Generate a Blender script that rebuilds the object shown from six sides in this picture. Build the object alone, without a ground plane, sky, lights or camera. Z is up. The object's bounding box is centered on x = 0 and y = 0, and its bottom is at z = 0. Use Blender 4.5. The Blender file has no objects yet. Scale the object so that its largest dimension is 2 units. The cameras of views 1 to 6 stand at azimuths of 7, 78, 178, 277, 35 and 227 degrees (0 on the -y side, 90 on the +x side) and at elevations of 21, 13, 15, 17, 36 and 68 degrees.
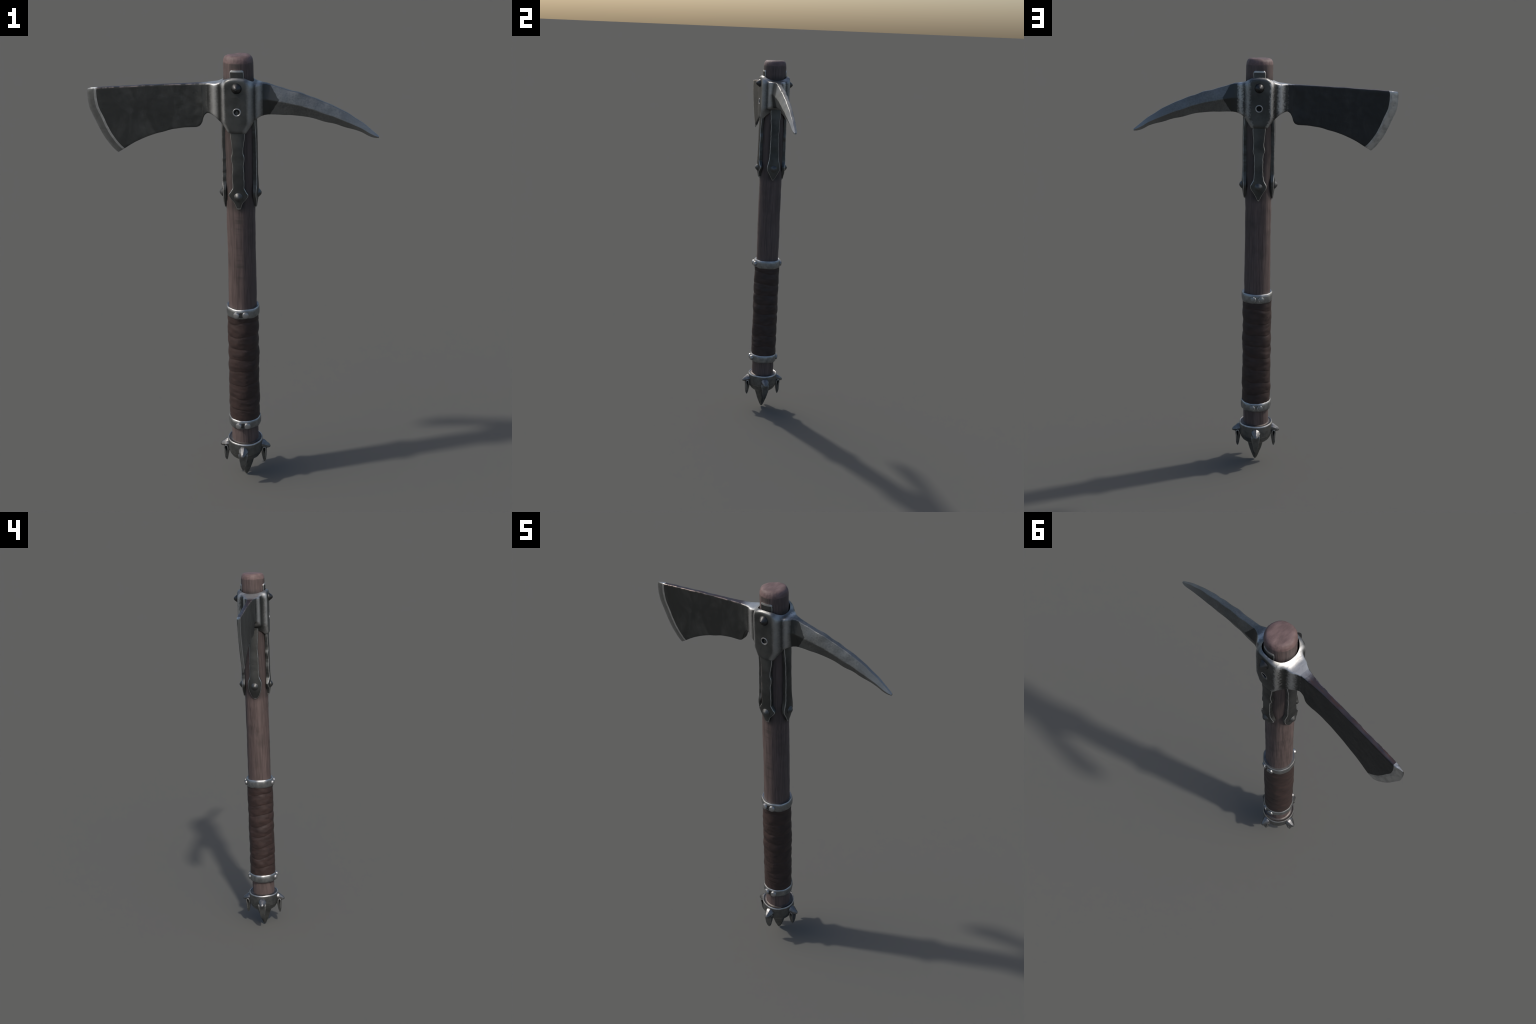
import bpy, bmesh, math
from mathutils import Vector, Matrix, noise

CX, CY = 0.031, 0.003          # vertical axis of the handle


# ------------------------------------------------------------------ helpers
def link(o, parent=None):
    bpy.context.scene.collection.objects.link(o)
    if parent is not None:
        o.parent = parent
    return o


def mesh_obj(name, verts, faces, mats, parent=None, fmat=None, smooth=True, angle=38):
    me = bpy.data.meshes.new(name)
    me.from_pydata([tuple(v) for v in verts], [], faces)
    for m in mats:
        me.materials.append(m)
    if fmat:
        me.polygons.foreach_set("material_index", fmat)
    bm = bmesh.new(); bm.from_mesh(me)
    bmesh.ops.recalc_face_normals(bm, faces=bm.faces)
    bm.to_mesh(me); bm.free()
    shade(me, angle)
    return link(bpy.data.objects.new(name, me), parent)


def shade(me, angle=38):
    for p in me.polygons:
        p.use_smooth = True
    me.set_sharp_from_angle(angle=math.radians(angle))


def curve1(keys):
    """smooth (monotone cubic) function through (x, value) keys"""
    xs = [k[0] for k in keys]; ys = [k[1] for k in keys]
    n = len(xs)
    d = [(ys[i+1]-ys[i])/(xs[i+1]-xs[i]) for i in range(n-1)]
    m = [d[0]] + [0 if d[i-1]*d[i] <= 0 else 2*d[i-1]*d[i]/(d[i-1]+d[i]) for i in range(1, n-1)] + [d[-1]]

    def f(x):
        if x <= xs[0]: return ys[0]
        if x >= xs[-1]: return ys[-1]
        i = max(j for j in range(n-1) if xs[j] <= x)
        h = xs[i+1]-xs[i]; t = (x-xs[i])/h
        return ((2*t**3-3*t*t+1)*ys[i] + (t**3-2*t*t+t)*h*m[i]
                + (-2*t**3+3*t*t)*ys[i+1] + (t**3-t*t)*h*m[i+1])
    return f


def nz(x, y, z, s=1.0, o=0.0):
    return noise.noise(Vector((x*s+o, y*s+1.7*o, z*s-0.6*o)))


def lathe(profile, segs, wobble=None, centre=(CX, CY)):
    """profile: (radius, z, material) from top to bottom -> verts, faces, mats"""
    vs, fs, fm = [], [], []
    for r, z, _ in profile:
        for k in range(segs):
            a = 2*math.pi*k/segs
            rr, zz = (r, z) if wobble is None else wobble(r, z, a)
            vs.append((centre[0]+rr*math.cos(a), centre[1]+rr*math.sin(a), zz))
    for i in range(len(profile)-1):
        for k in range(segs):
            k2 = (k+1) % segs
            fs.append((i*segs+k, i*segs+k2, (i+1)*segs+k2, (i+1)*segs+k)); fm.append(profile[i][2])
    fs.append(tuple(range(segs))); fm.append(profile[0][2])
    fs.append(tuple((len(profile)-1)*segs+k for k in range(segs))); fm.append(profile[-1][2])
    return vs, fs, fm


# ---------------------------------------------------------------- materials
class N:
    def __init__(self, name):
        self.m = bpy.data.materials.new(name); self.m.use_nodes = True
        self.t = self.m.node_tree; self.b = self.t.nodes["Principled BSDF"]
        self.tc = self.t.nodes.new("ShaderNodeTexCoord").outputs["Object"]

    def put(self, sock, v):
        if isinstance(v, bpy.types.NodeSocket): self.t.links.new(v, sock)
        else: sock.default_value = v

    def math(self, op, a, b=0.0, clamp=False):
        n = self.t.nodes.new("ShaderNodeMath"); n.operation = op; n.use_clamp = clamp
        self.put(n.inputs[0], a); self.put(n.inputs[1], b)
        return n.outputs[0]

    def noise(self, scale, detail=4, stretch=(1, 1, 1), rough=.55, dist=0.0):
        mp = self.t.nodes.new("ShaderNodeMapping"); mp.inputs["Scale"].default_value = stretch
        self.t.links.new(self.tc, mp.inputs["Vector"])
        n = self.t.nodes.new("ShaderNodeTexNoise")
        n.inputs["Scale"].default_value = scale; n.inputs["Detail"].default_value = detail
        n.inputs["Roughness"].default_value = rough; n.inputs["Distortion"].default_value = dist
        self.t.links.new(mp.outputs[0], n.inputs["Vector"])
        return n.outputs["Fac"]

    def xyz(self):
        s = self.t.nodes.new("ShaderNodeSeparateXYZ"); self.t.links.new(self.tc, s.inputs[0])
        return s.outputs

    def step(self, v, lo, hi):
        n = self.t.nodes.new("ShaderNodeMapRange"); n.interpolation_type = "SMOOTHSTEP"
        self.put(n.inputs[0], v); n.inputs[1].default_value = lo; n.inputs[2].default_value = hi
        return n.outputs[0]

    def band(self, v, c, w):
        """1 at c, falling to 0 at distance w"""
        d = self.math("ABSOLUTE", self.math("SUBTRACT", v, c))
        return self.step(self.math("SUBTRACT", w, d), 0.0, w)

    def mix(self, f, a, b):
        n = self.t.nodes.new("ShaderNodeMix"); n.data_type = "RGBA"
        self.put(n.inputs[0], f)
        for i, v in ((6, a), (7, b)):
            self.put(n.inputs[i], v if isinstance(v, bpy.types.NodeSocket) else (*v, 1.0))
        return n.outputs[2]

    def point(self, lo, hi):
        g = self.t.nodes.new("ShaderNodeNewGeometry")
        return self.step(g.outputs["Pointiness"], lo, hi)

    def normal_z(self, lo, hi):
        g = self.t.nodes.new("ShaderNodeNewGeometry")
        s = self.t.nodes.new("ShaderNodeSeparateXYZ"); self.t.links.new(g.outputs["Normal"], s.inputs[0])
        return self.step(s.outputs[2], lo, hi)

    def bump(self, h, strength, dist=.002):
        n = self.t.nodes.new("ShaderNodeBump")
        n.inputs["Strength"].default_value = strength; n.inputs["Distance"].default_value = dist
        self.put(n.inputs["Height"], h); self.t.links.new(n.outputs[0], self.b.inputs["Normal"])

    def done(self, col, rough, metal=0.0):
        self.put(self.b.inputs["Base Color"], col if isinstance(col, bpy.types.NodeSocket) else (*col, 1.0))
        self.put(self.b.inputs["Roughness"], rough); self.put(self.b.inputs["Metallic"], metal)
        return self.m


IRON_D, IRON, IRON_L = (.068, .070, .068), (.125, .128, .124), (.215, .22, .215)
STEEL = (.55, .55, .54)
RUST = (.095, .055, .048)


def iron_material(name, kind="plain", wear=1.0):
    n = N(name)
    cloud = n.noise(9, 5)
    fine = n.noise(150, 3)
    col = n.mix(n.step(cloud, .35, .7), IRON_D, IRON)
    rough = n.math("ADD", .36, n.math("MULTIPLY", fine, .22))
    x, y, z = n.xyz()
    edge = n.math("MULTIPLY", n.point(.53, .60), wear)
    if kind == "socket":
        # polished shoulders: smooth on the front, ragged on the back
        back = n.step(y, -.01, .01)
        rag = n.math("MULTIPLY", n.math("SUBTRACT", n.noise(120, 3), .5), n.math("ADD", .008, n.math("MULTIPLY", back, .018)))
        xr = n.math("ADD", x, rag)
        low = n.math("MULTIPLY", n.math("MAXIMUM", n.math("SUBTRACT", 1.735, z), 0.0), .45)
        b = n.math("MULTIPLY", n.band(xr, -.070, .024), n.math("ADD", .95, n.math("MULTIPLY", back, .05)))
        b = n.math("MAXIMUM", b, n.math("MULTIPLY", n.band(xr, .117, .019), n.math("ADD", .7, n.math("MULTIPLY", back, .3))))
        b = n.math("MAXIMUM", b, n.math("MULTIPLY", n.band(n.math("SUBTRACT", xr, low), -.026, .013), .8))
        b = n.math("MAXIMUM", b, n.math("MULTIPLY", n.band(n.math("ADD", xr, low), .086, .020), .62))
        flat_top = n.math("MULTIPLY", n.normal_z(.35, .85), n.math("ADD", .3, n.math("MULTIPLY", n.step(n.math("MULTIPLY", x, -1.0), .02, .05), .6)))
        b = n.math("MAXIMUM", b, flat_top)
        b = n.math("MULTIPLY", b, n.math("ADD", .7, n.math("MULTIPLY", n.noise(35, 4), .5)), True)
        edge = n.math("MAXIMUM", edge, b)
        # dark bands in the grooves beside the cheek plates
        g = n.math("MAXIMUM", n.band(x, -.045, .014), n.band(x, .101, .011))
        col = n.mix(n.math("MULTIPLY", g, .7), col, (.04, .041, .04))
    if kind == "pick":
        zig = n.math("SUBTRACT", .200, n.math("MULTIPLY", n.math("ABSOLUTE", n.math("SUBTRACT", z, 1.82)), .62))
        zig = n.math("ADD", zig, n.math("MULTIPLY", n.math("SUBTRACT", n.noise(60, 2), .5), .008))
        m = n.step(n.math("SUBTRACT", x, zig), -.001, .002)
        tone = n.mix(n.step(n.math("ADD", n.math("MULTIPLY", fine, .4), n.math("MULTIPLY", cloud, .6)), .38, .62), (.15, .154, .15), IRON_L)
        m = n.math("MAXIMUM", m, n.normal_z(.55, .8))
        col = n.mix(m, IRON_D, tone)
        edge = n.math("MULTIPLY", edge, .6)
        edge = n.math("MAXIMUM", edge, n.math("MULTIPLY", n.step(x, .38, .62), .35))
    if kind == "blade":
        rag = n.math("MULTIPLY", n.math("SUBTRACT", n.noise(140, 3), .5), .05)
        b = n.math("MULTIPLY", n.step(n.math("ADD", x, n.math("MULTIPLY", rag, .6)), -.105, -.078), .75)
        streak = n.step(n.noise(8, 4, (1.6, 1, .8), dist=.7), .42, .82)
        col = n.mix(streak, IRON_D, IRON)
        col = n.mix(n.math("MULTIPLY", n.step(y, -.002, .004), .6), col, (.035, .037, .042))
        edge = n.math("MAXIMUM", n.math("MULTIPLY", edge, .5), b)
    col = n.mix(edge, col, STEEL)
    n.bump(n.math("ADD", n.noise(60, 5), n.math("MULTIPLY", fine, .4)), .25, .0018)
    return n.done(col, rough, .92)


def steel_material(name, col=STEEL, rough=.34):
    n = N(name)
    c = n.mix(n.step(n.noise(45, 5), .3, .72), tuple(v*.68 for v in col), col)
    n.bump(n.noise(90, 4), .3, .0015)
    return n.done(c, n.math("ADD", rough, n.math("MULTIPLY", n.noise(60, 3), .15)), .95)


def spine_material():
    n = N("spine_rusty_iron")
    x, y, z = n.xyz()
    c = n.mix(n.step(n.noise(38, 4, (.4, 2, 1)), .38, .66), (.070, .064, .075), RUST)
    c = n.mix(n.step(n.math("ADD", x, n.math("MULTIPLY", n.math("SUBTRACT", n.noise(90, 3), .5), .03)), -.145, -.098), c, (.40, .40, .40))
    n.bump(n.noise(60, 4), .3, .002)
    return n.done(c, .42, .85)


def wood_material():
    n = N("dark_wood")
    x, y, z = n.xyz()
    grain = n.noise(330, 5, (1, 1, .02), .6)
    broad = n.noise(38, 3, (1, 1, .06), .5)
    stain = n.noise(9, 4, (1, 1, .8))
    c = n.mix(n.step(grain, .3, .68), (.050, .035, .032), (.118, .084, .078))
    c = n.mix(n.math("MULTIPLY", n.step(broad, .45, .72), .45), c, (.150, .108, .100))
    c = n.mix(n.math("MULTIPLY", n.step(stain, .5, .74), .75), c, (.050, .038, .035))
    # occlusion shade baked into the wood round the straps, weaker half way between
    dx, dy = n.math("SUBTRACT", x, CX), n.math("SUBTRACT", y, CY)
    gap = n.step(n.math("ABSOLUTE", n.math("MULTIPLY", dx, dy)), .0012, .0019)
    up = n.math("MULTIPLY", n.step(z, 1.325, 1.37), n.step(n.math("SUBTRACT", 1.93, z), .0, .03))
    baked_ao = n.math("MULTIPLY", up, n.math("SUBTRACT", .88, n.math("MULTIPLY", gap, .45)))
    c = n.mix(baked_ao, c, (.030, .023, .022))
    # faint smudged bands across the front below the straps
    smudge = n.step(n.noise(5, 3, (.6, .6, 7)), .5, .64)
    front = n.math("MULTIPLY", n.band(dx, -.002, .035), n.step(n.math("MULTIPLY", dy, -1.0), .02, .05))
    smudge = n.math("MULTIPLY", n.math("MULTIPLY", smudge, front), n.math("MULTIPLY", n.step(z, 1.0, 1.08), .75))
    c = n.mix(smudge, c, (.050, .042, .036))
    # bare end grain on the rounded top
    end = n.step(n.math("ADD", z, n.math("MULTIPLY", n.noise(55, 3), .008)), 1.973, 1.979)
    rings = n.noise(60, 4, (1, .35, 1), .55)
    c = n.mix(end, c, n.mix(n.step(rings, .3, .7), (.120, .077, .072), (.178, .116, .110)))
    n.bump(n.math("ADD", grain, n.math("MULTIPLY", broad, .6)), .4, .002)
    return n.done(c, .62)


def leather_material():
    n = N("dark_leather")
    c = n.mix(n.step(n.noise(22, 5, (1, 1, 2.5)), .35, .7), (.027, .0155, .0135), (.043, .0245, .0210))
    scratch = n.step(n.noise(60, 2, (.45, .45, 7), .4), .70, .76)
    c = n.mix(n.math("MULTIPLY", scratch, .5), c, (.12, .080, .070))
    ridge = n.point(.515, .56)
    c = n.mix(n.math("MULTIPLY", ridge, .4), c, (.085, .058, .05))
    n.bump(n.noise(90, 4, (1, 1, 3)), .16, .0012)
    return n.done(c, .55)


M_IRON = iron_material("dark_iron")
M_STRAP = iron_material("strap_iron", "plain", 0.0)
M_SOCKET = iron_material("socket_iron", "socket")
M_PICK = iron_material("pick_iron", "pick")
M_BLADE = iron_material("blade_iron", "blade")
M_WORN = steel_material("worn_steel")
M_RING = steel_material("ring_steel", (.36, .37, .37), .36)
M_CAP = steel_material("cap_iron", (.21, .215, .21), .38)
n = N("cutting_edge_steel")
_x, _y, _z = n.xyz()
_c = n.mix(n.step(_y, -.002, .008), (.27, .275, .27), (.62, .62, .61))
_c = n.mix(n.math("MULTIPLY", n.step(n.noise(40, 5), .4, .7), .5), _c, (.20, .20, .20))
n.bump(n.noise(70, 4), .4, .002)
M_EDGE = n.done(_c, .36, .95)
n = N("painted_sun_glint_edge")
_c = n.mix(n.step(n.noise(38, 4, (1, .2, .2)), .42, .62), (.085, .085, .085), (.33, .27, .25))  # pinkish tan paints sunlight catching the rounded top edge
M_TOPRIM = n.done(_c, .36, .9)
M_RIM = steel_material("rubbed_rim_steel", (.58, .58, .57), .36)
M_FANG = steel_material("fang_edge_iron", (.27, .27, .27), .36)
M_BOSS = steel_material("boss_iron", (.14, .142, .14), .40)
M_PATCH = steel_material("dark_patch", (.09, .09, .09), .5)
M_DIRTY = steel_material("grimy_iron", (.13, .118, .112), .45)
M_RIVET = steel_material("rivet_steel", (.50, .50, .50), .36)
M_STUD = steel_material("stud_iron", (.235, .235, .235), .34)
M_DARK = steel_material("blackened_iron", (.085, .085, .085), .36)
M_SPINE = spine_material()
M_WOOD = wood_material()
M_LEATHER = leather_material()
n = N("black_recess"); M_BLACK = n.done((.006, .006, .006), .8)

root = bpy.data.objects.new("pick_axe", None)
link(root)
root["label"] = "dark iron axe with curved pick, wooden handle and leather grip"
root["category"] = "battle axe"

# ------------------------------------------------------------------- handle
zt = [2.001, 2.001, 1.999, 1.994, 1.985, 1.975]
rt = [.012, .034, .047, .0545, .0592, .0612]
prof = [(r, z, 0) for r, z in zip(rt, zt)]
nrow = 190
prof += [(.0618, 1.968-(1.968-.15)*i/nrow, 0) for i in range(nrow+1)]


def wood_wobble(r, z, a):
    dx, dy = math.cos(a), math.sin(a)
    d = .0016*nz(dx, dy, z*5, 1.3, 3) + .0011*nz(dx*4, dy*4, z*1.5, 2.2, 9) + .0012*nz(dx, dy, z*24, 1.2, 5)
    s = 1+d/.062
    if z > 1.98:
        z += .004*nz(dx*r*20, dy*r*20, 0, 1.1, 2)
    return r*s, min(z, 2.0)


v, f, fm = lathe(prof, 96, wood_wobble)
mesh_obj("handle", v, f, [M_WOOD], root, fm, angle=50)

# --------------------------------------------------------------- leather grip
PITCH = .0625
rows = 300
prof = []
for i in range(rows+1):
    prof.append((.07, .862-(.862-.298)*i/rows, 0))


def wrap_wobble(r, z, a):
    dx, dy = math.cos(a), math.sin(a)
    ph = (z + .011*math.cos(a-2.2) + .020*nz(dx*.8, dy*.8, z*7, 1.0, 11))/PITCH
    t = ph-math.floor(ph)
    # every turn bulges and overlaps the next one with a small ledge
    lip = .0019*math.sin(math.pi*min(1, t*1.05))**.7 - .0008*math.exp(-((t-.02)/.04)**2)
    sub = .0009*nz(dx*1.2, dy*1.2, ph*2.6, 1.0, 4)
    lump = .0026*nz(dx*1.5, dy*1.5, z*20, 1.0, 21)+.0010*nz(dx*2.5, dy*2.5, z*60, 1.0, 33)
    return .0688+lip+sub+lump, z


v, f, fm = lathe(prof, 128, wrap_wobble)
mesh_obj("leather_grip", v, f, [M_LEATHER], root, fm, angle=60)

# ------------------------------------------------------- bands with rivets
def rivet_mesh(name, rad, height, mat, segs=20, pointed=0.0, facet=None):
    vs, fs = [], []
    prof = [(rad*1.02, -.006), (rad, height*.45), (rad*.92, height*.78), (rad*.66, height*.97), (rad*.2, height)]
    if pointed:
        prof = [(rad*1.05, -.006), (rad, height*.18), (rad*.8, height*.42), (rad*.5, height*.78), (rad*.22, height)]
    for r, h in prof:
        for k in range(segs):
            a = 2*math.pi*k/segs
            rr = r*(1+.05*nz(math.cos(a)*1.5, math.sin(a)*1.5, h*60, 1, rad*900))
            vs.append((rr*math.cos(a), -h, rr*math.sin(a)))
    for i in range(len(prof)-1):
        for k in range(segs):
            fs.append((i*segs+k, i*segs+(k+1) % segs, (i+1)*segs+(k+1) % segs, (i+1)*segs+k))
    fs.append(tuple((len(prof)-1)*segs+k for k in range(segs)))
    me = bpy.data.meshes.new(name)
    me.from_pydata(vs, [], fs); me.materials.append(mat)
    bm = bmesh.new(); bm.from_mesh(me); bmesh.ops.recalc_face_normals(bm, faces=bm.faces)
    bm.to_mesh(me); bm.free()
    shade(me, 40)
    return me


def put(me, name, loc, ang, parent, scale=1.0, roll=0.0):
    """mesh pointing along -y, turned by ang about z"""
    o = bpy.data.objects.new(name, me)
    o.location = loc
    o.rotation_euler = Matrix.Rotation(ang, 3, "Z").to_euler() if not roll else (Matrix.Rotation(ang, 3, "Z") @ Matrix.Rotation(roll, 3, "Y")).to_euler()
    o.scale = (scale,)*3
    return link(o, parent)


RIVET = rivet_mesh("band_rivet", .0145, .0090, M_RIVET)


BACK_RIVET = rivet_mesh("back_rivet", .0135, .0080, M_RING)


def band(z0, z1, seed):
    h = z1-z0
    p = [(.066, z1-.001, 0), (.0705, z1, 1), (.0735, z1-.0035, 0), (.0748, z1-.3*h, 0), (.0750, z0+.45*h, 0),
         (.0740, z0+.2*h, 0), (.0722, z0+.002, 1), (.0690, z0, 0), (.063, z0+.001, 0)]

    def wob(r, z, a):
        dx, dy = math.cos(a), math.sin(a)
        # hammered band: gently faceted and uneven
        fac = .0012*math.cos(10*a+seed)
        return r+fac*.6+.0016*nz(dx*1.6, dy*1.6, z*9, 1, seed), z+.0022*nz(dx*1.4, dy*1.4, 0, 1.2, seed+4)
    v, f, fm = lathe(p, 96, wob)
    o = mesh_obj("metal_band", v, f, [M_RING, M_WORN], root, fm, angle=45)
    zc = (z0+z1)/2-.001
    for s in (-1, 1):
        for side in (-1, 1):
            dx = .020*s
            ang = math.atan2(dx, .073)*(1 if side < 0 else -1) + (0 if side < 0 else math.pi)
            put(RIVET if side < 0 else BACK_RIVET, "rivet", (CX+dx, CY+side*(.0728 if side < 0 else .0718), zc+.001*s), ang, o, 1.0)
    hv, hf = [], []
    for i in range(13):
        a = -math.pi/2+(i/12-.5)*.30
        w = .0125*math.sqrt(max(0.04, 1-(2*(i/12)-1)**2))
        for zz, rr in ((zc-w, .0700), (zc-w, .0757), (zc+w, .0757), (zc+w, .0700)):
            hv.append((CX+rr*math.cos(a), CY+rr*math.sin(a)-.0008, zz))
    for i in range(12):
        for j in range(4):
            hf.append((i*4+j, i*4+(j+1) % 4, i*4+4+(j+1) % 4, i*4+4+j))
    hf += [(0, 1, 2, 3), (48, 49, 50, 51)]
    mesh_obj("dark_plate", hv, hf, [M_PATCH], o)
    return o


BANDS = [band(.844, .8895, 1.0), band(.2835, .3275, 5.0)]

# ------------------------------------------------------------------- pommel
p = [(.050, .210, 2), (.0615, .2095, 2), (.0645, .2070, 2), (.0700, .2052, 2), (.0765, .2062, 1), (.0790, .2080, 1), (.0815, .2050, 1),
     (.0822, .2015, 0), (.0820, .185, 0), (.0816, .165, 0), (.0806, .150, 0), (.0802, .1475, 1), (.0785, .1455, 0), (.0765, .140, 0),
     (.0735, .130, 0), (.066, .118, 0), (.055, .1085, 0), (.044, .1035, 0), (.030, .102, 0)]


def cap_wob(r, z, a):
    dx, dy = math.cos(a), math.sin(a)
    return r*(1+.012*nz(dx*1.3, dy*1.3, z*12, 1.2, 8)), z+.0022*nz(dx*1.2, dy*1.2, z*4, 1.3, 14)


v, f, fm = lathe(p, 96, cap_wob)
pommel = mesh_obj("pommel_cap", v, f, [M_CAP, M_WORN, M_DIRTY], root, fm, angle=45)

sp = [(.037, .108), (.0365, .098), (.033, .083), (.030, .070), (.0285, .0675), (.0265, .060), (.021, .043), (.0145, .025), (.0085, .010), (.0045, .003), (.0015, .0003)]
sp = [(r, z, 0) for r, z in sp]


def spike_wob(r, z, a):
    q = 1+.10*math.cos(4*a+.6)+.07*nz(math.cos(a), math.sin(a), z*30, 1.2, 31)
    return r*q, z


v, f, fm = lathe(sp, 48, spike_wob, (CX+.002, CY))
mesh_obj("pommel_spike", v, f, [M_CAP], pommel, fm, angle=35)


def claw_mesh():
    """fang hanging beside the cap; local frame: outwards = -y, z up, origin on the handle axis"""
    prof = [(.079, .160), (.083, .1655), (.090, .1685), (.097, .1655), (.1015, .157), (.1015, .147), (.0995, .134), (.0990, .118), (.0985, .100),
            (.0968, .087), (.0935, .0785), (.0900, .0745), (.0868, .0790), (.0842, .090), (.0815, .105), (.0790, .120), (.0765, .132), (.0770, .147)]
    half = curve1([(.0745, .0050), (.083, .0085), (.10, .0118), (.121, .0148), (.14, .0180), (.157, .0200), (.168, .0180)])
    bm = bmesh.new()
    sides = []
    for s in (-1, 1):
        sides.append([bm.verts.new((s*(half(z)+.0008*nz(r*60, s, z*60, 1, 3)), -r, z)) for r, z in prof])
    k = len(prof)
    bm.faces.new(sides[0]); bm.faces.new(list(reversed(sides[1])))
    for i in range(k):
        bm.faces.new((sides[0][i], sides[1][i], sides[1][(i+1) % k], sides[0][(i+1) % k]))
    # recess in each flank: inset + push in
    flanks = [fc for fc in bm.faces if len(fc.verts) == k]
    rim = bmesh.ops.bevel(bm, geom=[e for fc in flanks for e in fc.edges], offset=.0028, segments=2, affect="EDGES", material=1, clamp_overlap=True)
    bmesh.ops.recalc_face_normals(bm, faces=bm.faces)
    me = bpy.data.meshes.new("claw")
    bm.to_mesh(me); bm.free()
    for m in (M_CAP, M_FANG, M_BLACK, M_WORN):
        me.materials.append(m)
    return me


def bool_cut(me, cutters):
    o = link(bpy.data.objects.new("cut_target", me))
    tmp = []
    for c in cutters:
        link(c); tmp.append(c)
        md = o.modifiers.new("b", "BOOLEAN"); md.operation = "DIFFERENCE"; md.object = c; md.solver = "EXACT"
        md.material_mode = "TRANSFER"
    dg = bpy.context.evaluated_depsgraph_get()
    out = bpy.data.meshes.new_from_object(o.evaluated_get(dg))
    bpy.data.objects.remove(o)
    for c in tmp:
        bpy.data.objects.remove(c)
    return out


def prism(points, axis_pts, mat):
    """solid between two copies of a polygon"""
    k = len(points)
    vs = [tuple(map(sum, zip(p, axis_pts[0]))) for p in points]+[tuple(map(sum, zip(p, axis_pts[1]))) for p in points]
    fs = [tuple(range(k)), tuple(range(2*k-1, k-1, -1))]+[(i, i+k, (i+1) % k+k, (i+1) % k) for i in range(k)]
    me = bpy.data.meshes.new("cutter"); me.from_pydata(vs, [], fs)
    bm = bmesh.new(); bm.from_mesh(me); bmesh.ops.recalc_face_normals(bm, faces=bm.faces); bm.to_mesh(me); bm.free()
    me.materials.append(mat)
    return bpy.data.objects.new("cutter", me)


hole = [(0, -.0865, .160), (0, -.092, .1625), (0, -.0965, .1585), (0, -.0955, .150), (0, -.0925, .140), (0, -.0900, .128), (0, -.0875, .140), (0, -.086, .150)]
CLAW = bool_cut(claw_mesh(), [prism(hole, [(s*.030, 0, 0), (s*.0095, 0, 0)], M_BLACK) for s in (-1, 1)])
CLAW.name = "claw"
path = [(.0815, .140), (.0828, .150), (.0845, .158), (.0885, .1635), (.0945, .1630), (.0982, .157), (.0982, .148), (.0965, .135), (.0950, .118), (.0940, .100)]
fang_half = curve1([(.0745, .0050), (.083, .0085), (.10, .0118), (.121, .0148), (.14, .0180), (.157, .0200), (.168, .0180)])
bm = bmesh.new(); bm.from_mesh(CLAW)
for s in (-1, 1):
    loops = []
    for i, (r, z) in enumerate(path):
        a, b = path[max(0, i-1)], path[min(len(path)-1, i+1)]
        t = Vector((0, -(b[0]-a[0]), b[1]-a[1])).normalized()
        nn = Vector((1, 0, 0)); bb = t.cross(nn)
        rad = .0021 if 0 < i < len(path)-1 else .0008
        c0 = Vector((s*(fang_half(z)-.0002), -r, z))
        loops.append([bm.verts.new(c0+(nn*math.cos(q*math.pi/3)*.6+bb*math.sin(q*math.pi/3))*rad) for q in range(6)])
    for A, B in zip(loops, loops[1:]):
        for q in range(6):
            bm.faces.new((A[q], A[(q+1) % 6], B[(q+1) % 6], B[q])).material_index = 3
    bm.faces.new(loops[0]).material_index = 3; bm.faces.new(loops[-1]).material_index = 3
bmesh.ops.recalc_face_normals(bm, faces=bm.faces)
bm.to_mesh(CLAW); bm.free()
shade(CLAW, 35)


def claw_stud():
    vs, fs = [], []
    prof = [(.0245, .070, .1755), (.0240, .0845, .1745), (.0225, .091, .1725), (.0180, .100, .1685), (.0130, .1095, .1650), (.0085, .1155, .1630), (.0035, .1185, .1620)]
    segs = 9
    for i, (r, d, z) in enumerate(prof):
        for k in range(segs):
            a = 2*math.pi*k/segs
            rr = r*(1+.04*math.cos(3*a+1)+.06*nz(math.cos(a), math.sin(a), d*50, 1.3, 17))
            vs.append((rr*math.cos(a)*.95, -d, z+rr*math.sin(a)*.85))
    for i in range(len(prof)-1):
        for k in range(segs):
            fs.append((i*segs+k, i*segs+(k+1) % segs, (i+1)*segs+(k+1) % segs, (i+1)*segs+k))
    fs.append(tuple((len(prof)-1)*segs+k for k in range(segs)))
    me = bpy.data.meshes.new("claw_stud"); me.from_pydata(vs, [], fs); me.materials.append(M_STUD)
    bm = bmesh.new(); bm.from_mesh(me); bmesh.ops.recalc_face_normals(bm, faces=bm.faces); bm.to_mesh(me); bm.free()
    shade(me, 26)
    return me


STUD = claw_stud()
for i in range(4):
    a = i*math.pi/2
    put(CLAW, "claw", (CX, CY, (.001, -.001, .0, -.001)[i]), a, pommel)
    put(STUD, "claw_stud", (CX, CY, (.001, -.001, .0, -.001)[i]), a, pommel)

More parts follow.
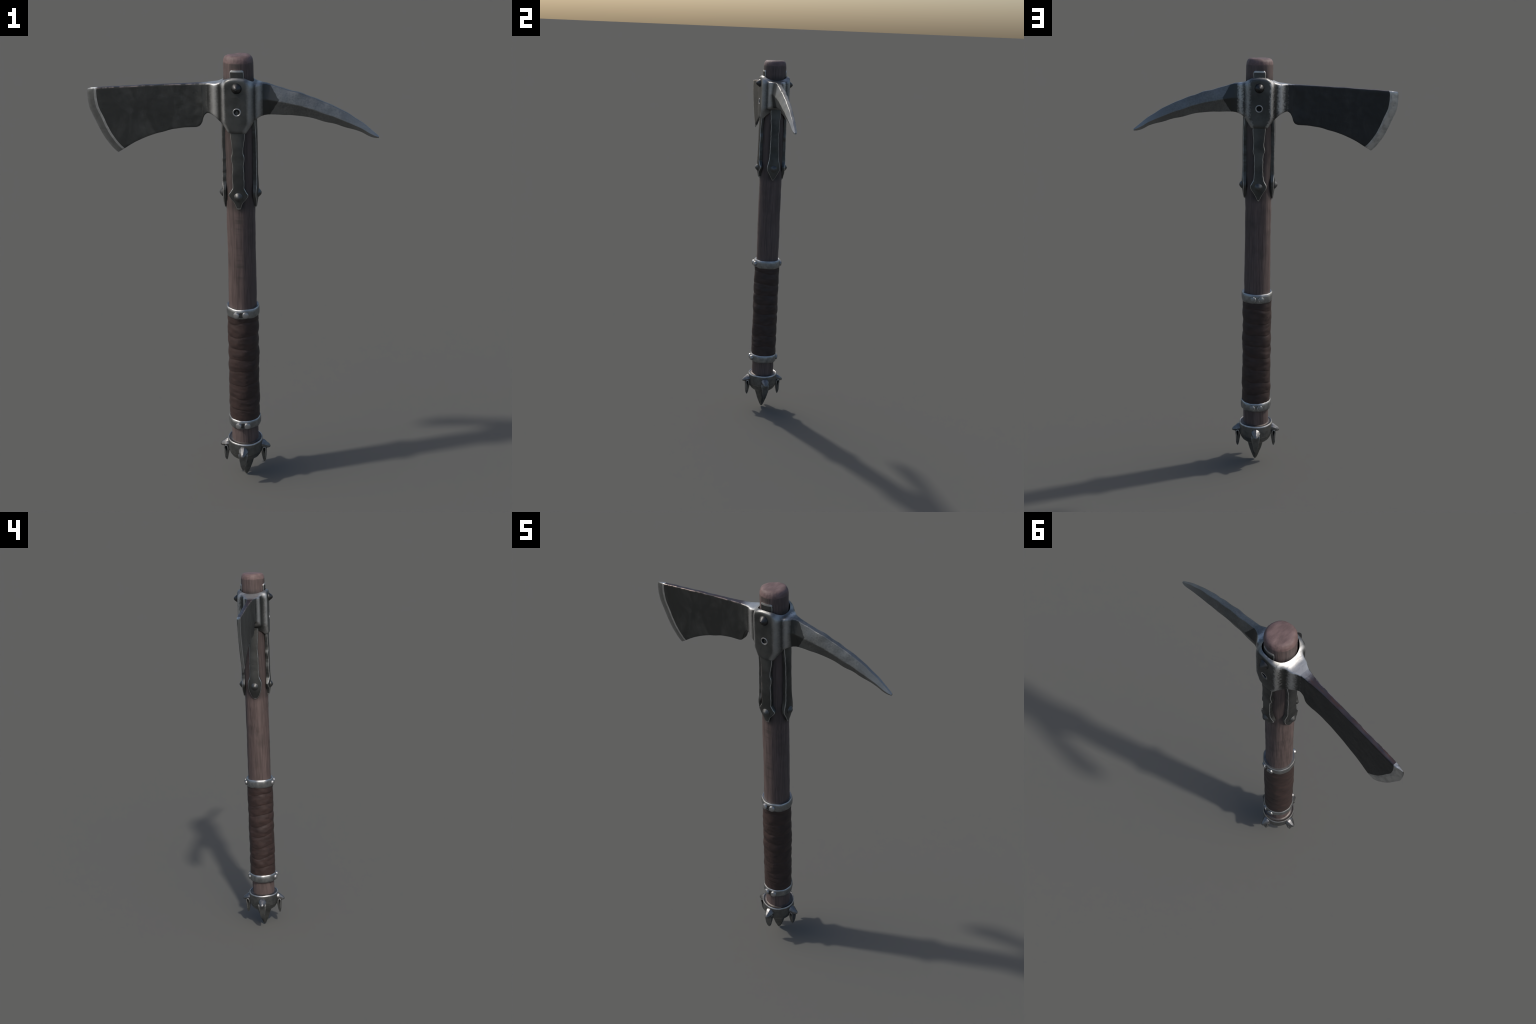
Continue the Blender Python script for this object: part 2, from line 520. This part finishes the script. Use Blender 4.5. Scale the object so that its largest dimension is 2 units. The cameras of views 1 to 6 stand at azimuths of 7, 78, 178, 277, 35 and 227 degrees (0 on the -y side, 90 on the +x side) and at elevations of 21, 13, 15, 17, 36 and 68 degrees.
# ------------------------------------------------------------------- straps
def strap(ang, widths, seed, rivet_dz=0.0):
    half = curve1(sorted(widths))
    depth = curve1([(1.335, .0665), (1.348, .0690), (1.37, .0725), (1.40, .0775), (1.43, .0790), (1.50, .0772), (1.60, .0762), (1.69, .0755), (1.87, .0720), (1.90, .0652), (1.95, .0648)])
    z0, z1 = min(w[0] for w in widths), max(w[0] for w in widths)
    nr = 150
    cols = [("in", -1.0), ("lo", -1.0), ("ch", -1.0), ("ch2", -1.0)]+[("top", -.8+1.6*i/8) for i in range(9)]
    cols += [("ch2", 1.0), ("ch", 1.0), ("lo", 1.0), ("in", 1.0)]
    R = Matrix.Rotation(ang, 3, "Z")
    vs, fs, fm = [], [], []
    for i in range(nr+1):
        z = z0+(z1-z0)*i/nr
        endd = min(z-z0, z1-z)
        for c, (kind, s) in enumerate(cols):
            side = -1 if s < 0 else 1
            w = half(z)+.0016*nz(side*3, z*30, seed, 1, seed)+.001*nz(side*5, z*80, seed, 1, seed)
            D = depth(z)+.0008*nz(0, z*22, seed, 1, 4)
            if endd < .005: D -= (.004 if z < 1.6 else .0008)*(1-endd/.005)
            ch = min(.0044, w*.5)
            if kind == "in": t, d = side*w, .057-(.008 if z > 1.88 else 0)
            elif kind == "lo": t, d = side*w, D-.0046
            elif kind == "ch": t, d = side*(w-.0005), D-.0022
            elif kind == "ch2": t, d = side*(w-ch*.62), D-.0004
            else: t, d = s*(w-ch)/.8, D
            if kind == "top" and z > 1.395 and z < 1.60: d -= .0012*(1-(s/.8)**2)*max(0, 1-abs(z-1.5)/.1)
            if kind != "in":
                Rc = .085 if z < 1.88 else .066
                d -= Rc-math.sqrt(max(0, Rc**2-t*t))
                d = max(d, .0575 if z < 1.88 else .050)
            p = R @ Vector((t, -d, 0))
            vs.append((CX+p.x, CY+p.y, z))
    nc = len(cols)
    for i in range(nr):
        for c in range(nc-1):
            a, b = i*nc+c, i*nc+c+1
            fs.append((a, b, b+nc, a+nc))
            fm.append(1 if {cols[c][0], cols[c+1][0]} == {"ch", "ch2"} else 0)
        fs.append((i*nc, (i+1)*nc, (i+1)*nc+nc-1, i*nc+nc-1)); fm.append(0)
    fs.append(tuple(range(nc))); fm.append(1)
    fs.append(tuple(nr*nc+c for c in range(nc))); fm.append(1)
    # worn rim also runs round both ends
    for k, face in enumerate(fs[:-2]):
        row = min(face)//nc
        if row < 2 or row >= nr-2: fm[k] = 1
    o = mesh_obj("strap", vs, fs, [M_STRAP, M_RIM], root, fm, angle=40)
    p = R @ Vector((0, -.0765, 0))
    put(STRAP_RIVET, "rivet", (CX+p.x, CY+p.y, 1.414+rivet_dz), ang, o, 1.0, seed)
    return o


STRAP_RIVET = rivet_mesh("strap_rivet", .0188, .0138, M_BOSS, pointed=1.0)
top = [(1.9465, .022), (1.943, .0262), (1.93, .0285), (1.72, .0285)]
hidden = [(1.86, .028), (1.72, .0285)]
strap(0, [(1.356, .0075), (1.372, .0130), (1.390, .0205), (1.405, .034), (1.420, .0425), (1.435, .0345), (1.455, .0255), (1.50, .0265), (1.55, .0235), (1.585, .0285), (1.605, .024), (1.64, .026), (1.69, .0315)]+top, 1.0)
strap(math.pi/2, [(1.348, .003), (1.38, .0215), (1.415, .0365), (1.435, .034), (1.48, .026), (1.58, .0235), (1.65, .024)]+hidden, 2.0)
strap(math.pi, [(1.345, .0025), (1.38, .0205), (1.415, .0385), (1.45, .0235), (1.51, .0205), (1.558, .0215), (1.585, .0285), (1.61, .0245), (1.68, .030)]+top, 3.0)
strap(-math.pi/2, [(1.345, .005), (1.352, .0125), (1.37, .0235), (1.40, .034), (1.433, .0375), (1.470, .0255), (1.52, .0245), (1.57, .0235), (1.62, .0225)]+hidden, 4.0)

# --------------------------------------------------------------------- head
# one lofted surface: blade (Coons patch), socket and pick (upright stations)
XB = -.150
ROWS = 44
NT = 7                                     # points across the top and the bottom
topz = curve1([(-.609, 1.857), (-.58, 1.8595), (-.44, 1.868), (-.30, 1.876), (-.126, 1.884), (-.09, 1.886), (-.062, 1.889), (-.040, 1.897),
               (-.020, 1.908), (.002, 1.9185), (.031, 1.921), (.060, 1.9185), (.080, 1.907), (.098, 1.893), (.12, 1.889), (.148, 1.884),
               (.20, 1.868), (.27, 1.850), (.333, 1.829), (.393, 1.806), (.443, 1.785), (.525, 1.738), (.58, 1.697), (.606, 1.6755), (.612, 1.670)])
botz = curve1([(-.150, 1.698), (-.136, 1.704), (-.127, 1.716), (-.1235, 1.730), (-.112, 1.752), (-.098, 1.760), (-.072, 1.750), (-.042, 1.725),
               (-.022, 1.702), (-.004, 1.684), (.031, 1.680), (.062, 1.682), (.080, 1.703), (.100, 1.734), (.125, 1.749), (.152, 1.755),
               (.232, 1.754), (.306, 1.750), (.368, 1.735), (.44, 1.716), (.54, 1.685), (.600, 1.6625), (.612, 1.6622)])
halfy = curve1([(-.15, .0145), (-.12, .0185), (-.10, .0225), (-.085, .029), (-.070, .038), (-.058, .0425), (-.048, .0460), (-.039, .056), (-.030, .069),
                (-.021, .0770), (0, .0800), (.031, .0812), (.062, .0800), (.080, .0770), (.089, .070), (.097, .059), (.104, .0495), (.113, .0440),
                (.122, .0385), (.132, .0330), (.15, .0285), (.20, .0280), (.30, .0265), (.42, .0230), (.53, .0170), (.595, .0100), (.612, .0050)])
pickmix = curve1([(.11, 0), (.16, 1)])     # 0 boxy section, 1 faceted pick section
ridge = curve1([(.11, .5), (.2, .49), (.29, .52), (.42, .56), (.54, .58), (.612, .5)])
roundness = curve1([(-.15, 1), (-.06, 4), (-.02, 5), (.08, 5), (.12, 4), (.17, 1), (.6, 1)])

edge_pts = [(0, -.6075, 1.857), (.04, -.6122, 1.846), (.12, -.6125, 1.825), (.28, -.609, 1.786), (.50, -.583, 1.718), (.73, -.555, 1.656), (.92, -.512, 1.597), (1, -.4945, 1.582)]
ex = curve1([(e[0], e[1]) for e in edge_pts]); ez = curve1([(e[0], e[2]) for e in edge_pts])
belly = curve1([(-.4945, 1.582), (-.455, 1.606), (-.413, 1.631), (-.34, 1.661), (-.256, 1.6855), (-.193, 1.696), (XB, 1.698)])


def blade_pt(u, v):
    tx = XB+(ex(0)-XB)*u
    T = Vector((tx, 0, topz(tx)+.0016*nz(tx, 0, 0, 24, 2)*min(1, u*6)))
    bx = XB+(ex(1)-XB)*u
    B = Vector((bx, 0, belly(bx)+.0022*nz(bx, 0, 0, 26, 7)*math.sin(math.pi*u)))
    I = Vector((XB, 0, topz(XB)+(belly(XB)-topz(XB))*v))
    wob = .0022*nz(v*9, 0, 0, 1, 5)*math.sin(math.pi*v)
    Ed = Vector((ex(v)+wob, 0, ez(v)))
    P00, P01 = Vector((XB, 0, topz(XB))), Vector((XB, 0, belly(XB)))
    P10, P11 = Vector((ex(0), 0, ez(0))), Vector((ex(1), 0, ez(1)))
    return (1-v)*T+v*B+(1-u)*I+u*Ed-((1-u)*(1-v)*P00+(1-u)*v*P01+u*(1-v)*P10+u*v*P11)


bl_half = curve1([(0, .0145), (.15, .0115), (.4, .0100), (.8, .0092), (.925, .0085), (.935, .0080), (1, .0012)])
side_v = [i/(ROWS-1) for i in range(ROWS)]


def section(kind, val):
    """ring of points, top centre round +y to bottom centre, back up -y"""
    right = []
    if kind == "blade":
        h = bl_half(val)
        for v in side_v:
            p = blade_pt(val, v)
            hh = h*(1-.25*v*min(1, val*3))
            right.append((p.x, hh, p.z))
    else:
        x = val
        a, b, h = topz(x), botz(x), halfy(x)
        k = pickmix(x)
        if k > 0:
            a += .0024*nz(x, 1, 0, 26, 3)*k; b += .0022*nz(x, 2, 0, 26, 6)*k
        for v in side_v:
            hh = h
            z = a+(b-a)*v
            # shield outline of the cheek plates: narrower towards the bottom and at the top corners
            if -.07 < x < .13:
                lo = min(1, max(0, (1.742-z)/.060)); hi = min(1, max(0, (z-1.872)/.045))
                q = 1+.42*lo*lo*(3-2*lo)+.35*hi*hi
                hh = halfy(.031+(x-.031)*q)
            if k > 0:
                rv = ridge(x)
                tw, bw = .42, .42
                g = tw+(1-tw)*min(1, v/rv) if v < rv else bw+(1-bw)*(1-(v-rv)/(1-rv))
                hh = h*(1-k+k*g)
            right.append((x, hh, z))
    ring = []
    tx, th, tz = right[0]; bx, bh, bz = right[-1]
    for i in range(NT): ring.append(Vector((tx, -th+2*th*i/NT, tz)))
    ring += [Vector(p) for p in right]
    for i in range(1, NT+1): ring.append(Vector((bx, bh-2*bh*i/NT, bz)))
    ring += [Vector((p[0], -p[1], p[2])) for p in reversed(right[1:-1])]
    it = int(round(roundness(right[0][0] if kind != "blade" else -.15)*(1 if kind == "blade" else 1)))
    for _ in range(it):
        k = len(ring)
        ring = [ring[i]*.5+(ring[i-1]+ring[(i+1) % k])*.25 for i in range(k)]
    return ring


us = [1-.065*(i/6) for i in range(7)]+[.93]+[.925-.925*i/70 for i in range(1, 71)]
stations = [("blade", u) for u in us]
xs, x = [], XB
while x < .612-.0015:
    x += .0022 if x < .16 else (.005 if x < .595 else .003)
    xs.append(min(x, .612))
stations += [("bar", x) for x in xs]
rings = [section(*s) for s in stations]
K = len(rings[0])
vs, fs, fm = [], [], []
for (kind, val), r in zip(stations, rings):
    for p in r:
        # hammer marks and dents
        q = p.copy()
        if kind == "blade" or q.x < -.12:
            dent = .0016*nz(q.x, 0, q.z, 13, 1 if q.y > 0 else 8)+.0007*nz(q.x, 0, q.z, 40, 3 if q.y > 0 else 6)
            fade = 1 if kind != "blade" else min(1, (1-val)*16)
            q.y *= 1+dent*fade/.0125
        elif q.x > .15:
            q.y += .0022*nz(q.x, q.y, q.z, 22, 5)*min(1, (q.x-.15)*15)*(1 if q.y > 0 else -1)*min(1, abs(q.y)/.01)*min(1, (.62-q.x)*6)
        else:
            q.y *= 1+.012*nz(q.x, q.y, q.z, 24, 9)
            q.z += .0018*nz(q.x, q.y, q.z, 20, 12)
        q.y += CY
        vs.append(q)
for i in range(len(rings)-1):
    kind, val = stations[i]
    for c in range(K):
        c2 = (c+1) % K
        fs.append((i*K+c, i*K+c2, (i+1)*K+c2, (i+1)*K+c))
        m = 0
        if kind == "blade":
            if val > .936: m = 4
            elif val > .9295: m = 5
            elif c in (K-1, 0): m = 6
            elif c < NT: m = 3
        elif val < -.099 and c < NT: m = 3
        fm.append(m)
fs.append(tuple(range(K))); fm.append(4)
fs.append(tuple((len(rings)-1)*K+c for c in range(K))); fm.append(0)

# material slots: 0 blade / socket / pick body, 1 worn, 2 black recess, 3 spine, 4 cutting edge
me = bpy.data.meshes.new("head")
me.from_pydata([tuple(p) for p in vs], [], fs)
for m in (M_SOCKET, M_WORN, M_BLACK, M_SPINE, M_EDGE, M_RIM, M_TOPRIM):
    me.materials.append(m)
me.polygons.foreach_set("material_index", fm)
bm = bmesh.new(); bm.from_mesh(me); bmesh.ops.recalc_face_normals(bm, faces=bm.faces); bm.to_mesh(me); bm.free()

ell = []
for k in range(72):
    c, sn = math.cos(2*math.pi*k/72), math.sin(2*math.pi*k/72)
    ell.append((CX+.0640*math.copysign(abs(c)**.88, c), CY+.0690*math.copysign(abs(sn)**.88, sn), 0))
bore = prism(ell, [(0, 0, 1.6), (0, 0, 2.0)], M_IRON)
cutters = [bore]
for side in (-1, 1):
    circ = [(CX+.001+.0118*math.cos(2*math.pi*k/28), 0, 1.778+.0118*math.sin(2*math.pi*k/28)) for k in range(28)]
    cutters.append(prism(circ, [(0, CY+side*.0745, 0), (0, CY+side*.11, 0)], M_BLACK))
head = bool_cut(me, cutters)
shade(head, 40)

# split along x into socket, blade and pick, sharing the whole head's normals
cn = [Vector(c.vector) for c in head.corner_normals]
mats = list(head.materials)


def part(name, keep, body, parent):
    vid, verts, faces, fmi, nor = {}, [], [], [], []
    for p in head.polygons:
        if not keep(p.center.x): continue
        ids = []
        for li in p.loop_indices:
            k = head.loops[li].vertex_index
            if k not in vid:
                vid[k] = len(verts); verts.append(tuple(head.vertices[k].co))
            ids.append(vid[k]); nor.append(cn[li])
        faces.append(ids); fmi.append(p.material_index)
    m = bpy.data.meshes.new(name); m.from_pydata(verts, [], faces)
    for i, mt in enumerate(mats):
        m.materials.append(body if i == 0 else mt)
    m.polygons.foreach_set("material_index", fmi)
    m.polygons.foreach_set("use_smooth", [True]*len(faces))
    m.normals_split_custom_set([tuple(x) for x in nor])
    return link(bpy.data.objects.new(name, m), parent)


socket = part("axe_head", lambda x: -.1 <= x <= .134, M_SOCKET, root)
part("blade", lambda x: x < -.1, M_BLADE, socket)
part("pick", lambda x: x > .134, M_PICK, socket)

def arc_mesh(name, R, r, a0, a1, mat):
    vs, fs = [], []
    A, B = 22, 8
    for i in range(A+1):
        a = a0+(a1-a0)*i/A
        rr = r*math.sin(math.pi*(.08+.84*i/A))
        for j in range(B):
            b = 2*math.pi*j/B
            vs.append(((R+rr*math.cos(b))*math.cos(a), -rr*math.sin(b), (R+rr*math.cos(b))*math.sin(a)))
    for i in range(A):
        for j in range(B):
            fs.append((i*B+j, (i+1)*B+j, (i+1)*B+(j+1) % B, i*B+(j+1) % B))
    fs += [tuple(range(B)), tuple(A*B+j for j in range(B))]
    me = bpy.data.meshes.new(name); me.from_pydata(vs, [], fs); me.materials.append(mat)
    bm = bmesh.new(); bm.from_mesh(me); bmesh.ops.recalc_face_normals(bm, faces=bm.faces); bm.to_mesh(me); bm.free()
    shade(me, 60)
    return me


# raised crescents between the two rivets on the back of each band
ARCS = [arc_mesh("crescent", .0128, .0030, a-1.15, a+1.15, M_WORN) for a in (0, math.pi)]
for bnd, zc in zip(BANDS, (.8668, .3055)):
    for s in (-1, 1):
        ang = math.pi-math.atan2(.020*s, .073)
        put(ARCS[0 if s > 0 else 1], "crescent", (CX+.020*s, CY+.0775, zc), ang, bnd)

HEAD_STUD = rivet_mesh("head_stud", .0215, .0225, M_DARK, segs=14, pointed=1.0)


def torus(name, R, r, mat, flat):
    vs, fs = [], []
    A, B = 40, 10
    for i in range(A):
        a = 2*math.pi*i/A
        for j in range(B):
            b = 2*math.pi*j/B
            vs.append(((R+r*math.cos(b))*math.cos(a), -flat*r*math.sin(b), (R+r*math.cos(b))*math.sin(a)))
    for i in range(A):
        for j in range(B):
            fs.append((i*B+j, ((i+1) % A)*B+j, ((i+1) % A)*B+(j+1) % B, i*B+(j+1) % B))
    me = bpy.data.meshes.new(name); me.from_pydata(vs, [], fs); me.materials.append(mat)
    bm = bmesh.new(); bm.from_mesh(me); bmesh.ops.recalc_face_normals(bm, faces=bm.faces); bm.to_mesh(me); bm.free()
    shade(me, 60)
    return me


EYE = torus("eyelet", .0148, .0034, M_RIVET, .7)
for side, ang, zz in ((-1, 0, 1.876), (1, math.pi, 1.870)):
    put(HEAD_STUD, "stud", (CX+.0005, CY+side*.0795, zz), ang, socket, 1.0, .4)
    put(EYE, "eyelet", (CX+.001, CY+side*.0795, 1.778), ang, socket)
